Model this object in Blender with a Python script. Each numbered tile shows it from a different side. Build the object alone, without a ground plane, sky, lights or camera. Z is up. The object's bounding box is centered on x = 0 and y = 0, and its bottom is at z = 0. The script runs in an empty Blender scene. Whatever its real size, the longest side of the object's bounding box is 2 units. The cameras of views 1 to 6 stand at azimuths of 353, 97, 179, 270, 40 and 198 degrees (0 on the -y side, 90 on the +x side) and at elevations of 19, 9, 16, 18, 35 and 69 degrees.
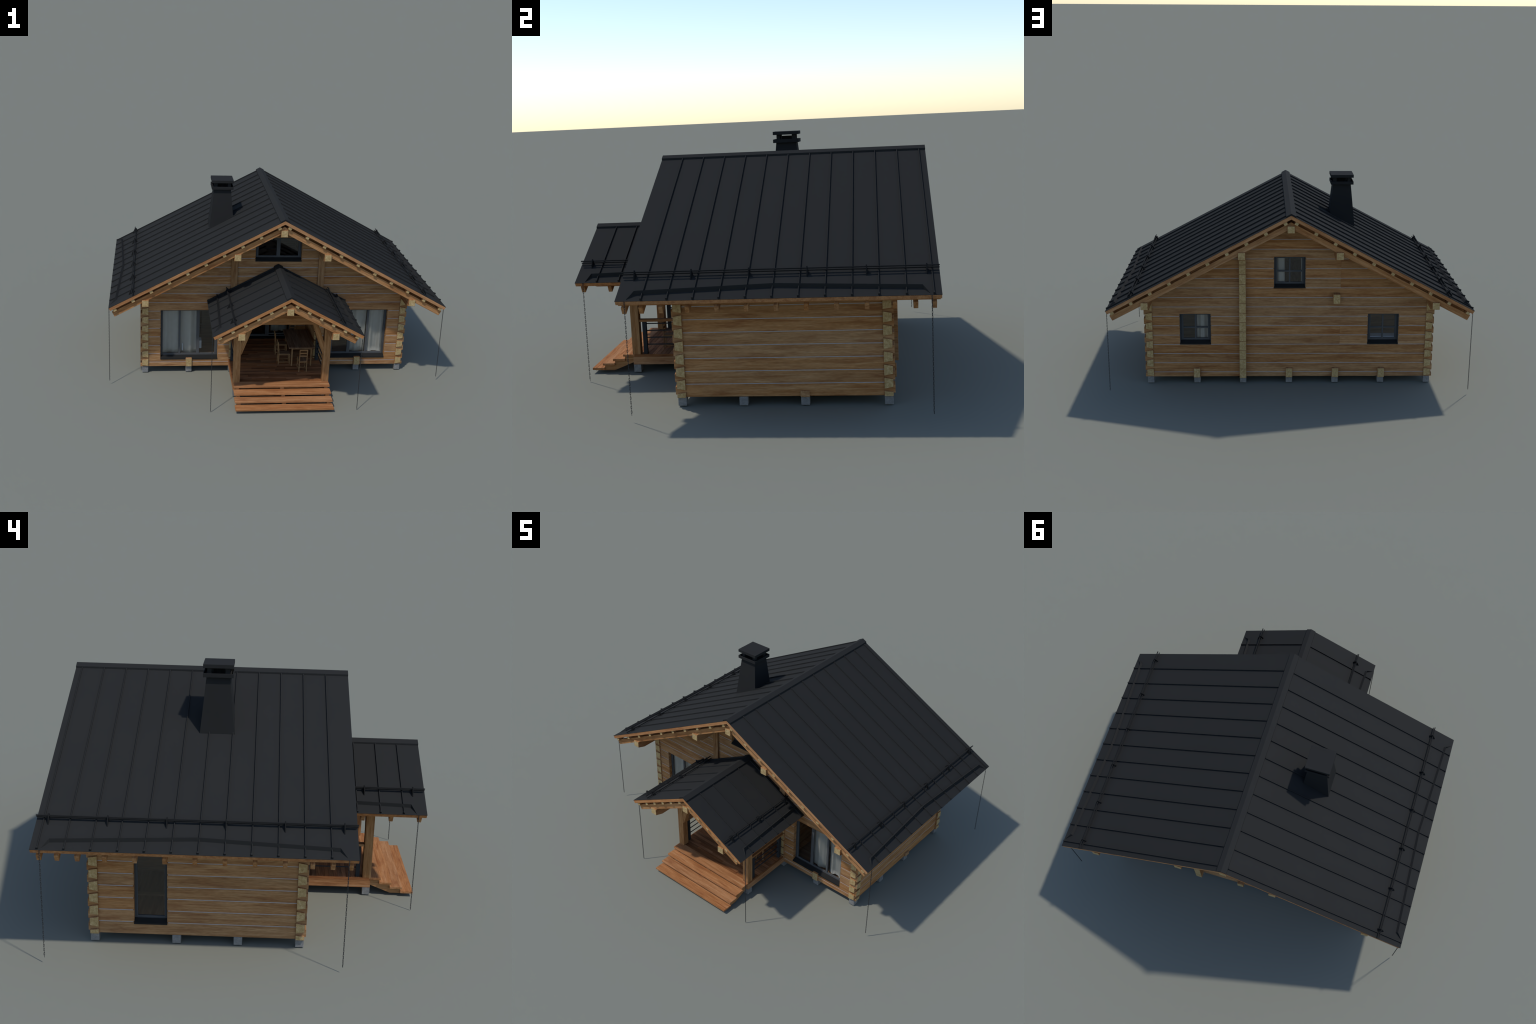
# Log cabin with gabled porch: built part by part from beams, logs, sheets and frames.
import bpy, bmesh, math, random
from mathutils import Matrix, Vector

rng = random.Random(7)
T28 = 0.5313                       # roof slope (28 degrees)
A28 = math.atan(T28)
C28, S28 = math.cos(A28), math.sin(A28)

# ------------------------------------------------------------------ materials
def new_mat(name):
    m = bpy.data.materials.new(name)
    m.use_nodes = True
    nt = m.node_tree
    nt.nodes.clear()
    out = nt.nodes.new("ShaderNodeOutputMaterial")
    return m, nt, out

def N(nt, kind, **kw):
    n = nt.nodes.new(kind)
    for k, v in kw.items():
        if k in n.inputs.keys() if isinstance(k, str) else False:
            n.inputs[k].default_value = v
        else:
            setattr(n, k, v)
    return n

def L(nt, a, b):
    nt.links.new(a, b)

def math_node(nt, op, a, b=None):
    n = nt.nodes.new("ShaderNodeMath")
    n.operation = op
    for i, v in enumerate((a, b)):
        if v is None:
            continue
        if isinstance(v, (int, float)):
            n.inputs[i].default_value = v
        else:
            L(nt, v, n.inputs[i])
    return n.outputs[0]

def mapped_coords(nt, scale, shift=True):
    """object coordinates, shifted by a different amount for every object, then scaled"""
    tc = nt.nodes.new("ShaderNodeTexCoord")
    src = tc.outputs["Object"]
    if shift:
        oi = nt.nodes.new("ShaderNodeObjectInfo")
        mul = nt.nodes.new("ShaderNodeVectorMath")
        mul.operation = "SCALE"
        mul.inputs[0].default_value = (13.7, 5.3, 9.1)
        L(nt, oi.outputs["Random"], mul.inputs["Scale"])
        add = nt.nodes.new("ShaderNodeVectorMath")
        add.operation = "ADD"
        L(nt, src, add.inputs[0])
        L(nt, mul.outputs[0], add.inputs[1])
        src = add.outputs[0]
    mp = nt.nodes.new("ShaderNodeMapping")
    mp.inputs["Scale"].default_value = scale
    L(nt, src, mp.inputs["Vector"])
    return mp.outputs[0]

def noise(nt, vec, scale, detail=4.0, rough=0.55, dist=0.0):
    n = nt.nodes.new("ShaderNodeTexNoise")
    n.inputs["Scale"].default_value = scale
    n.inputs["Detail"].default_value = detail
    n.inputs["Roughness"].default_value = rough
    n.inputs["Distortion"].default_value = dist
    L(nt, vec, n.inputs["Vector"])
    return n.outputs["Fac"]

def ramp(nt, fac, stops):
    r = nt.nodes.new("ShaderNodeValToRGB")
    els = r.color_ramp.elements
    while len(els) < len(stops):
        els.new(0.5)
    for e, (p, c) in zip(els, stops):
        e.position = p
        e.color = (*c, 1.0)
    L(nt, fac, r.inputs["Fac"])
    return r.outputs["Color"]

def mix_col(nt, fac, a, b, mode="MIX"):
    m = nt.nodes.new("ShaderNodeMix")
    m.data_type = "RGBA"
    m.blend_type = mode
    if isinstance(fac, (int, float)):
        m.inputs[0].default_value = fac
    else:
        L(nt, fac, m.inputs[0])
    for sock, v in ((m.inputs[6], a), (m.inputs[7], b)):
        if isinstance(v, tuple):
            sock.default_value = (*v, 1.0)
        else:
            L(nt, v, sock)
    return m.outputs[2]

def hsv(nt, col, h=None, s=None, v=None):
    n = nt.nodes.new("ShaderNodeHueSaturation")
    for key, val in (("Hue", h), ("Saturation", s), ("Value", v)):
        if val is None:
            continue
        if isinstance(val, (int, float)):
            n.inputs[key].default_value = val
        else:
            L(nt, val, n.inputs[key])
    L(nt, col, n.inputs["Color"])
    return n.outputs[0]

def map_range(nt, val, a, b, lo, hi):
    n = nt.nodes.new("ShaderNodeMapRange")
    L(nt, val, n.inputs["Value"])
    n.inputs["From Min"].default_value = a
    n.inputs["From Max"].default_value = b
    n.inputs["To Min"].default_value = lo
    n.inputs["To Max"].default_value = hi
    return n.outputs[0]

def bump(nt, height, strength, dist):
    b = nt.nodes.new("ShaderNodeBump")
    b.inputs["Strength"].default_value = strength
    b.inputs["Distance"].default_value = dist
    L(nt, height, b.inputs["Height"])
    return b.outputs[0]

def principled(nt, out, color, rough=0.6, spec=0.3, normal=None, metallic=0.0):
    p = nt.nodes.new("ShaderNodeBsdfPrincipled")
    if isinstance(color, tuple):
        p.inputs["Base Color"].default_value = (*color, 1)
    else:
        L(nt, color, p.inputs["Base Color"])
    if isinstance(rough, (int, float)):
        p.inputs["Roughness"].default_value = rough
    else:
        L(nt, rough, p.inputs["Roughness"])
    p.inputs["Specular IOR Level"].default_value = spec
    p.inputs["Metallic"].default_value = metallic
    if normal is not None:
        L(nt, normal, p.inputs["Normal"])
    L(nt, p.outputs[0], out.inputs["Surface"])
    return p

def wood(name, dark, mid, light, pale, tone=(0.86, 1.1), rough=0.62, fine=1.25, broad=1.0):
    """grain runs along the object's own X axis"""
    m, nt, out = new_mat(name)
    # broad bands: growth zones a few mm to a cm wide and long along the grain
    b = noise(nt, mapped_coords(nt, (3.2 * broad, 66 * broad, 84 * broad)), 1.0, 4.0, 0.6, 0.35)
    # streaks, with cathedral-like distortion
    s = noise(nt, mapped_coords(nt, (10, 210, 260)), 1.0, 5.0, 0.62, 0.9)
    # fibres
    f = noise(nt, mapped_coords(nt, (40, 520, 520)), 1.0, 2.0, 0.5, 0.0)
    comb = math_node(nt, "ADD", math_node(nt, "MULTIPLY", b, 0.58), math_node(nt, "MULTIPLY", s, 0.42))
    col = ramp(nt, comb, [(0.34, dark), (0.455, mid), (0.56, light), (0.69, pale)])
    fm = map_range(nt, f, 0.3, 0.7, 1.0 - 0.14 * fine, 1.0 + 0.12 * fine)
    oi = nt.nodes.new("ShaderNodeObjectInfo")
    tv = map_range(nt, oi.outputs["Random"], 0.0, 1.0, tone[0] * 1.04, tone[1] * 1.04)
    # large soft blotches, a few per metre along the grain
    bl = noise(nt, mapped_coords(nt, (5.5, 40, 48)), 1.0, 3.0, 0.55, 0.6)
    bv = map_range(nt, bl, 0.3, 0.7, 0.88, 1.10)
    # dark patches lean red
    col = mix_col(nt, map_range(nt, bl, 0.32, 0.48, 0.55, 0.0), col, (dark[0] * 1.12, dark[1] * 0.98, dark[2]))
    val = math_node(nt, "MULTIPLY", math_node(nt, "MULTIPLY", fm, tv), bv)
    # pale flecks where the growth rings break the surface
    fl = noise(nt, mapped_coords(nt, (14, 230, 260)), 1.0, 3.0, 0.6, 2.2)
    flm = math_node(nt, "MULTIPLY", map_range(nt, fl, 0.60, 0.70, 0.0, 0.5), map_range(nt, bl, 0.5, 0.62, 0.0, 1.0))
    col = mix_col(nt, flm, col, pale)
    wn = nt.nodes.new("ShaderNodeTexWhiteNoise")
    wn.noise_dimensions = "1D"
    L(nt, oi.outputs["Random"], wn.inputs["W"])
    sat = map_range(nt, wn.outputs["Value"], 0.0, 1.0, 0.97, 1.07)
    hue = map_range(nt, wn.outputs["Value"], 0.0, 1.0, 0.501, 0.4955)
    col = hsv(nt, col, hue, sat, val)
    principled(nt, out, col, max(rough, 0.85), 0.06, bump(nt, comb, 0.3, 0.002))
    return m

M_LOG = wood("log_wood", (0.220, 0.104, 0.042), (0.305, 0.160, 0.070), (0.362, 0.206, 0.097), (0.430, 0.275, 0.145), (0.92, 1.08))
M_BEAM = wood("beam_wood", (0.215, 0.095, 0.036), (0.305, 0.150, 0.062), (0.365, 0.194, 0.086), (0.44, 0.270, 0.138), (0.93, 1.07))
M_POST = wood("post_wood", (0.195, 0.088, 0.034), (0.282, 0.144, 0.061), (0.336, 0.185, 0.083), (0.400, 0.245, 0.126), (0.95, 1.05))
M_BOARD = wood("board_wood", (0.28, 0.128, 0.052), (0.36, 0.173, 0.074), (0.41, 0.208, 0.093), (0.46, 0.265, 0.13), (0.95, 1.05))
M_STEP = wood("step_wood", (0.205, 0.088, 0.036), (0.300, 0.140, 0.060), (0.350, 0.178, 0.083), (0.44, 0.270, 0.145), (0.96, 1.04), 0.6, 1.0, 0.8)
M_DECK = wood("deck_wood", (0.15, 0.062, 0.028), (0.23, 0.098, 0.042), (0.29, 0.13, 0.056), (0.34, 0.165, 0.075), (0.62, 1.35), 0.5)
M_FURN = wood("furniture_wood", (0.155, 0.083, 0.036), (0.232, 0.133, 0.062), (0.275, 0.166, 0.080), (0.33, 0.208, 0.108), (0.97, 1.03))
M_TOP = wood("table_top_wood", (0.110, 0.063, 0.034), (0.170, 0.102, 0.058), (0.207, 0.130, 0.076), (0.25, 0.164, 0.101), (0.98, 1.02))

def end_grain():
    m, nt, out = new_mat("end_grain")
    v = mapped_coords(nt, (1, 1, 1))
    tc = nt.nodes.new("ShaderNodeTexCoord")
    n1 = noise(nt, v, 90, 4, 0.6, 0.3)
    n2 = noise(nt, v, 480, 2, 0.6, 0.0)
    col = ramp(nt, n1, [(0.32, (0.345, 0.226, 0.095)), (0.5, (0.440, 0.304, 0.136)), (0.68, (0.540, 0.396, 0.205))])
    spk = map_range(nt, n2, 0.3, 0.62, 0.74, 1.06)
    # rings and radial drying cracks around the pith (object X is the grain axis)
    sep = nt.nodes.new("ShaderNodeSeparateXYZ")
    L(nt, tc.outputs["Object"], sep.inputs[0])
    ang = math_node(nt, "ARCTAN2", sep.outputs[1], sep.outputs[2])
    rad = math_node(nt, "SQRT", math_node(nt, "ADD", math_node(nt, "POWER", sep.outputs[1], 2.0), math_node(nt, "POWER", sep.outputs[2], 2.0)))
    ca = math_node(nt, "ADD", math_node(nt, "MULTIPLY", ang, 1.9), math_node(nt, "MULTIPLY", n1, 0.9))
    ray = math_node(nt, "ABSOLUTE", math_node(nt, "SINE", ca))
    crack = map_range(nt, ray, 0.0, 0.10, 1.0, 0.0)
    fade = map_range(nt, rad, 0.002, 0.017, 1.0, 0.0)
    cr = math_node(nt, "MULTIPLY", math_node(nt, "MULTIPLY", crack, fade), 0.34)
    ring = math_node(nt, "SINE", math_node(nt, "MULTIPLY", math_node(nt, "ADD", rad, math_node(nt, "MULTIPLY", n1, 0.004)), 2600.0))
    rv = map_range(nt, ring, -1.0, 1.0, 0.95, 1.03)
    val = math_node(nt, "MULTIPLY", math_node(nt, "MULTIPLY", spk, rv), math_node(nt, "SUBTRACT", 1.0, cr))
    col = hsv(nt, col, None, None, val)
    principled(nt, out, col, 0.75, 0.2)
    return m
M_END = end_grain()

def plain(name, col, rough=0.5, spec=0.4, var=0.06, scale=30.0, metallic=0.0):
    m, nt, out = new_mat(name)
    n = noise(nt, mapped_coords(nt, (1, 1, 1)), scale, 4, 0.55)
    v = map_range(nt, n, 0.3, 0.7, 1 - var, 1 + var)
    rgb = nt.nodes.new("ShaderNodeRGB")
    rgb.outputs[0].default_value = (*col, 1)
    c = hsv(nt, rgb.outputs[0], None, None, v)
    r = map_range(nt, n, 0.3, 0.7, max(0, rough - 0.05), min(1, rough + 0.05))
    principled(nt, out, c, r, spec, None, metallic)
    return m

M_METAL = plain("roof_metal", (0.0246, 0.0246, 0.0238), 0.95, 0.05, 0.03, 6.0)
M_GUARD = plain("guard_metal", (0.0165, 0.0165, 0.0162), 0.9, 0.06, 0.04, 20.0)
M_STACK = plain("chimney_metal", (0.0228, 0.0226, 0.0220), 0.95, 0.05, 0.04, 14.0)
M_FLUE = plain("flue_dark", (0.006, 0.006, 0.006), 0.8, 0.1)
M_CHAIN = plain("chain_steel", (0.028, 0.028, 0.028), 0.6, 0.25, 0.1, 80.0)
M_FRAME = plain("window_frame_paint", (0.080, 0.081, 0.083), 0.8, 0.06, 0.04, 30)
M_TRIM = plain("frame_paint_shade_darkened", (0.062, 0.064, 0.067), 0.8, 0.06, 0.04, 30)  # frame paint darkened to bake in the shade of the recess
M_SILL = plain("sill_metal", (0.0195, 0.0192, 0.0185), 0.9, 0.05, 0.05, 30)
M_RAIL = plain("railing_steel", (0.034, 0.035, 0.037), 0.8, 0.06, 0.04, 40)
M_SEAL = plain("log_seal", (0.37, 0.345, 0.345), 0.85, 0.1, 0.08, 60)
M_CURTAIN = plain("curtain_cloth", (0.66, 0.64, 0.59), 0.9, 0.05, 0.04, 40)
M_WHITE = plain("painted_white", (0.50, 0.53, 0.58), 0.6, 0.2, 0.03, 40)

def concrete():
    m, nt, out = new_mat("pier_concrete")
    n = noise(nt, mapped_coords(nt, (1, 1, 1)), 60, 6, 0.65, 0.2)
    s = noise(nt, mapped_coords(nt, (1, 1, 1)), 400, 2, 0.5)
    c = ramp(nt, n, [(0.3, (0.150, 0.146, 0.140)), (0.5, (0.200, 0.195, 0.187)), (0.7, (0.255, 0.248, 0.238))])  # greys tinted warm to offset the blue skylight on the piers
    c = hsv(nt, c, None, None, map_range(nt, s, 0.3, 0.7, 0.88, 1.1))
    principled(nt, out, c, 0.85, 0.2, bump(nt, n, 0.4, 0.003))
    return m
M_PIER = concrete()

def glass():
    m, nt, out = new_mat("window_glass")
    tr = nt.nodes.new("ShaderNodeBsdfTransparent")
    tr.inputs[0].default_value = (0.94, 0.945, 0.94, 1)
    gl = nt.nodes.new("ShaderNodeBsdfGlossy")
    gl.inputs["Roughness"].default_value = 0.03
    gl.inputs["Color"].default_value = (0.9, 0.9, 0.9, 1)
    lw = nt.nodes.new("ShaderNodeLayerWeight")
    lw.inputs["Blend"].default_value = 0.5
    refl = math_node(nt, "ADD", math_node(nt, "MULTIPLY", math_node(nt, "POWER", lw.outputs["Facing"], 5.0), 0.8), 0.045)
    mx = nt.nodes.new("ShaderNodeMixShader")
    L(nt, refl, mx.inputs[0])
    L(nt, tr.outputs[0], mx.inputs[1])
    L(nt, gl.outputs[0], mx.inputs[2])
    L(nt, mx.outputs[0], out.inputs["Surface"])
    return m
M_GLASS = glass()

# ------------------------------------------------------------------ building helpers
COL = bpy.context.scene.collection

def add_obj(name, mesh, parent=None, matrix=None):
    o = bpy.data.objects.new(name, mesh)
    COL.objects.link(o)
    o.parent = parent
    if matrix is not None:
        if parent is not None:
            o.matrix_world = matrix
            o.matrix_parent_inverse = parent_world[parent].inverted()
            o.matrix_basis = matrix
        else:
            o.matrix_basis = matrix
    parent_world[o] = matrix.copy() if matrix is not None else Matrix.Identity(4)
    return o
parent_world = {}

def add_empty(name, matrix=None):
    o = bpy.data.objects.new(name, None)
    COL.objects.link(o)
    o.matrix_basis = matrix or Matrix.Identity(4)
    parent_world[o] = o.matrix_basis.copy()
    return o

def bm_box(bm, x0, x1, y0, y1, z0, z1):
    vs = [bm.verts.new((x, y, z)) for x in (x0, x1) for y in (y0, y1) for z in (z0, z1)]
    idx = ((0, 1, 3, 2), (4, 6, 7, 5), (0, 4, 5, 1), (2, 3, 7, 6), (0, 2, 6, 4), (1, 5, 7, 3))
    fs = [bm.faces.new([vs[i] for i in f]) for f in idx]
    return vs, fs

def bm_prism(bm, poly, axis, a0, a1):
    """extrude a 2-D polygon along an axis: axis 'x' takes (y,z), 'y' takes (x,z), 'z' takes (x,y)"""
    def pt(p, a):
        if axis == "x":
            return (a, p[0], p[1])
        if axis == "y":
            return (p[0], a, p[1])
        return (p[0], p[1], a)
    lo = [bm.verts.new(pt(p, a0)) for p in poly]
    hi = [bm.verts.new(pt(p, a1)) for p in poly]
    n = len(poly)
    bm.faces.new(lo[::-1])
    bm.faces.new(hi)
    for i in range(n):
        j = (i + 1) % n
        bm.faces.new((lo[i], lo[j], hi[j], hi[i]))

def bm_tube(bm, a, b, r, seg=8):
    a, b = Vector(a), Vector(b)
    d = (b - a).normalized()
    u = d.orthogonal().normalized()
    w = d.cross(u)
    rings = []
    for p in (a, b):
        rings.append([bm.verts.new(p + r * (math.cos(t) * u + math.sin(t) * w)) for t in (2 * math.pi * i / seg for i in range(seg))])
    for i in range(seg):
        j = (i + 1) % seg
        bm.faces.new((rings[0][i], rings[0][j], rings[1][j], rings[1][i]))
    bm.faces.new(rings[0][::-1])
    bm.faces.new(rings[1])

def finish_mesh(name, bm, mats, bevel=0.0, end_axis=None, end_min=None, smooth=False, segs=1):
    bmesh.ops.recalc_face_normals(bm, faces=bm.faces)
    if bevel > 0:
        es = [e for e in bm.edges if len(e.link_faces) == 2 and e.calc_face_angle(0) > math.radians(30)]
        bmesh.ops.bevel(bm, geom=es, offset=bevel, segments=segs, profile=0.6, affect="EDGES", clamp_overlap=True)
    if end_axis is not None:
        for f in bm.faces:
            if abs(f.normal[end_axis]) > 0.93 and (end_min is None or end_min(f.calc_center_median())):
                f.material_index = 1
    big = [f for f in bm.faces if len(f.verts) > 4]
    if big:
        bmesh.ops.triangulate(bm, faces=big)
    me = bpy.data.meshes.new(name)
    bm.to_mesh(me)
    bm.free()
    for m in mats:
        me.materials.append(m)
    if smooth:
        me.shade_smooth()
    return me

I4 = Matrix.Identity(4)
def Tr(x, y, z):
    return Matrix.Translation((x, y, z))
RZ90 = Matrix.Rotation(math.pi / 2, 4, "Z")      # local X -> world Y
RVERT = Matrix.Rotation(-math.pi / 2, 4, "Y")    # local X -> world Z

_cache = {}
def beam_mesh(l, w, h, mat, bevel=0.0012, ends=False):
    """beam along local X, centred on the origin"""
    key = (round(l, 5), round(w, 5), round(h, 5), mat.name, bevel, ends)
    if key not in _cache:
        bm = bmesh.new()
        bm_box(bm, -l / 2, l / 2, -w / 2, w / 2, -h / 2, h / 2)
        _cache[key] = finish_mesh("beam", bm, [mat, M_END], bevel, 0 if ends else None)
    return _cache[key]

def beam(name, parent, matrix, l, w, h, mat, bevel=0.0012, ends=False):
    return add_obj(name, beam_mesh(l, w, h, mat, bevel, ends), parent, matrix)

def box_part(name, parent, x0, x1, y0, y1, z0, z1, mat, bevel=0.001, grain="x", ends=False):
    """axis-aligned box as a beam whose grain follows the given world axis"""
    c = Tr((x0 + x1) / 2, (y0 + y1) / 2, (z0 + z1) / 2)
    dx, dy, dz = x1 - x0, y1 - y0, z1 - z0
    if grain == "x":
        return beam(name, parent, c, dx, dy, dz, mat, bevel, ends)
    if grain == "y":
        return beam(name, parent, c @ RZ90, dy, dx, dz, mat, bevel, ends)
    return beam(name, parent, c @ RVERT, dz, dy, dx, mat, bevel, ends)

# ------------------------------------------------------------------ the cabin
cabin = add_empty("log_cabin")
cabin["label"] = "log cabin with dark metal roof and open gabled porch"
cabin["category"] = "log cabin"

PITCH = 0.0559
F0, F1 = 0.040, 0.0677           # front/back walls start with a half log
S0 = 0.0410                      # side walls start with a full log
GAP = 0.0026
FY, BY = -0.2765, 0.6345         # outer faces of front and back walls
FYI, BYI = -0.2390, 0.5970
SX, SXI = 0.8080, 0.7700
TOPLINE = 0.9875                 # logs end under the rafters' top edge

def front_rows():
    rows = [(F0, F1)]
    k = 0
    while F1 + PITCH * k < TOPLINE - 0.005:
        rows.append((F1 + PITCH * k, min(F1 + PITCH * (k + 1), TOPLINE)))
        k += 1
    return rows

def half_width(z):
    return (TOPLINE - z) / T28

def spans_minus(x0, x1, holes):
    out = [(x0, x1)]
    for a, b in holes:
        nxt = []
        for s, e in out:
            if b <= s or a >= e:
                nxt.append((s, e))
            else:
                if a > s:
                    nxt.append((s, a))
                if b < e:
                    nxt.append((b, e))
        out = nxt
    return out

def end_profile(z0, z1, half_bottom, y_in, y_out):
    zc = (z0 + z1) / 2
    if half_bottom:
        return [(y_in, z0), (y_out, z0), (y_out, z0 + 0.0180), (y_in, z0 + 0.0225)]
    return [(y_in, zc - 0.0238), (y_out, zc - 0.0172), (y_out, zc + 0.0172), (y_in, zc + 0.0238)]

def gable_wall(holes, y_out, y_in, splits):
    """logs of a gable wall; holes = [(x0,x1,z0,z1)]"""
    s = 1 if y_out > y_in else -1
    y_lo, y_hi = min(y_out, y_in), max(y_out, y_in)
    bm_seal = bmesh.new()
    logs = []
    rows = front_rows()
    for r, (z0, z1) in enumerate(rows):
        a, b = z0 + (GAP / 2 if r else 0), z1 - GAP / 2
        w0, w1 = half_width(a), half_width(b)
        full = w1 > SXI
        full_holes = [(h[0], h[1]) for h in holes if h[2] <= z0 + 0.004 and h[3] >= z1 - 0.004]
        part = [h for h in holes if not (h[2] <= z0 + 0.004 and h[3] >= z1 - 0.004) and h[2] < z1 - 0.004 and h[3] > z0 + 0.004]
        lo_x = -SXI - 0.002 if full else -w0
        hi_x = -lo_x
        cuts = sorted(sp for (sp, za, zb) in splits if za < (z0 + z1) / 2 < zb)
        segs = []
        for (p, q) in spans_minus(lo_x, hi_x, full_holes):
            xs = [p] + [c for c in cuts if p < c < q] + [q]
            segs += [(xs[i], xs[i + 1]) for i in range(len(xs) - 1)]
        for (p, q) in segs:
            bm = bmesh.new()
            cx, cz = (p + q) / 2, (a + b) / 2
            # body outline, clipped by the roof slope, with notches for openings
            pt0, qt0 = max(p, -w1), min(q, w1)
            bot = [(p, a)]
            top = [(qt0, b)]
            for h in sorted(part):
                if h[1] <= p or h[0] >= q:
                    continue
                hx0, hx1 = max(h[0], p + 1e-4), min(h[1], q - 1e-4)
                if h[2] <= z0 + 0.004:            # opening's top ends in this log: notch from below
                    bot += [(hx0, a), (hx0, h[3]), (hx1, h[3]), (hx1, a)]
                else:                             # notch from above
                    top += [(hx1, b), (hx1, h[2]), (hx0, h[2]), (hx0, b)]
            bot.append((q, a))
            top.append((pt0, b))
            if abs(qt0 - pt0) < 1e-3:
                top = [((qt0 + pt0) / 2, b)]
            poly = [(x - cx, z - cz) for x, z in bot + top]
            bm_prism(bm, poly, "y", y_lo, y_hi)
            if full and abs(p - lo_x) < 1e-6:
                bm_prism(bm, [(y, z - cz) for y, z in end_profile(z0, z1, r == 0, y_in, y_out)], "x", -0.818 - cx, lo_x + 0.0005 - cx)
            if full and abs(q - hi_x) < 1e-6:
                bm_prism(bm, [(y, z - cz) for y, z in end_profile(z0, z1, r == 0, y_in, y_out)], "x", hi_x - 0.0005 - cx, 0.818 - cx)
            for v in bm.verts:
                v.co.y -= (y_lo + y_hi) / 2
            me = finish_mesh("log", bm, [M_LOG, M_END], 0.0011, 0, (lambda c, cx=cx: abs(c.x + cx) > 0.8))
            logs.append((me, Tr(cx, (y_lo + y_hi) / 2, cz)))
        if r:
            hs = [(h[0] - 0.004, h[1] + 0.004) for h in holes if h[2] < z0 < h[3]]
            w = min(SXI, half_width(z0) - 0.004)
            for (p, q) in spans_minus(-w, w, hs):
                ins = 0.0008
                bm_box(bm_seal, p, q, y_lo + ins, y_hi - ins, z0 - 0.004, z0 + 0.004)
    me = finish_mesh("wall", bm_seal, [M_SEAL])
    wall = add_obj("wall", me, cabin, I4)
    for me, mt in logs:
        add_obj("log", me, wall, mt)
    return wall

WIN_X0, WIN_X1, WIN_Z0, WIN_Z1 = 0.350, 0.697, 0.0865, 0.4085
front_holes = [(-WIN_X1, -WIN_X0, WIN_Z0, WIN_Z1), (WIN_X0, WIN_X1, WIN_Z0, WIN_Z1),
               (-0.1385, 0.1385, 0.7208, 0.868), (-0.2625, 0.2625, 0.0, 0.459)]
back_holes = [(0.4435, 0.617, 0.236, 0.4175), (-0.617, -0.4435, 0.236, 0.4175), (-0.0868, 0.0868, 0.5690, 0.7497)]
gable_wall(front_holes, FY, FYI, [])
gable_wall(back_holes, BY, BYI, [(0.262, 0.0, 0.78), (-0.285, 0.24, 0.36), (-0.285, 0.57, 0.75)])

def side_wall(sign, holes):
    """eave-side wall along y; logs are built in a frame whose X is world Y"""
    bm_seal = bmesh.new()
    logs = []
    y_a, y_b = FYI - 0.0005, BYI + 0.0005
    for k in range(8):
        z0, z1 = S0 + PITCH * k, S0 + PITCH * (k + 1)
        a, b = z0 + (GAP / 2 if k else 0), z1 - GAP / 2
        full_holes = [(h[0], h[1]) for h in holes if h[2] <= z0 + 0.004 and h[3] >= z1 - 0.004]
        part = [h for h in holes if not (h[2] <= z0 + 0.004 and h[3] >= z1 - 0.004) and h[2] < z1 - 0.004 and h[3] > z0 + 0.004]
        for (p, q) in spans_minus(y_a, y_b, full_holes):
            bm = bmesh.new()
            cx, cz = (p + q) / 2, (a + b) / 2
            bot, top = [(p, a)], [(q, b)]
            for h in part:
                if h[2] <= z0 + 0.004:
                    bot += [(h[0], a), (h[0], h[3]), (h[1], h[3]), (h[1], a)]
                else:
                    top += [(h[1], b), (h[1], h[2]), (h[0], h[2]), (h[0], b)]
            bot.append((q, a))
            top.append((p, b))
            t = (SX - SXI) / 2
            bm_prism(bm, [(x - cx, z - cz) for x, z in bot + top], "y", -t, t)
            out = -sign * t            # local y = -world x
            prof = [(y, z - cz) for y, z in end_profile(z0, z1, False, -out, out)]
            if p == y_a:
                bm_prism(bm, prof, "x", -0.2845 - cx, y_a + 0.0005 - cx)
            if q == y_b:
                bm_prism(bm, prof, "x", y_b - 0.0005 - cx, 0.6425 - cx)
            me = finish_mesh("log", bm, [M_LOG, M_END], 0.0011, 0, (lambda c, cx=cx: not (-0.27 < c.x + cx < 0.63)))
            logs.append((me, Tr(sign * (SX + SXI) / 2, cx, cz) @ RZ90))
        if k:
            hs = [(h[0] - 0.004, h[1] + 0.004) for h in holes if h[2] < z0 < h[3]]
            for (p, q) in spans_minus(y_a, y_b, hs):
                x0, x1 = sorted((sign * (SXI + 0.0008), sign * (SX - 0.0008)))
                bm_box(bm_seal, x0, x1, p, q, z0 - 0.004, z0 + 0.004)
    wall = add_obj("wall", finish_mesh("wall", bm_seal, [M_SEAL]), cabin, I4)
    for me, mt in logs:
        add_obj("log", me, wall, mt)
    # cross-wall timber ends on the right-hand side
    return wall

side_wall(1, [])
SIDE_WIN = (0.307, 0.447, 0.088, 0.4085)
side_wall(-1, [SIDE_WIN])

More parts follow.
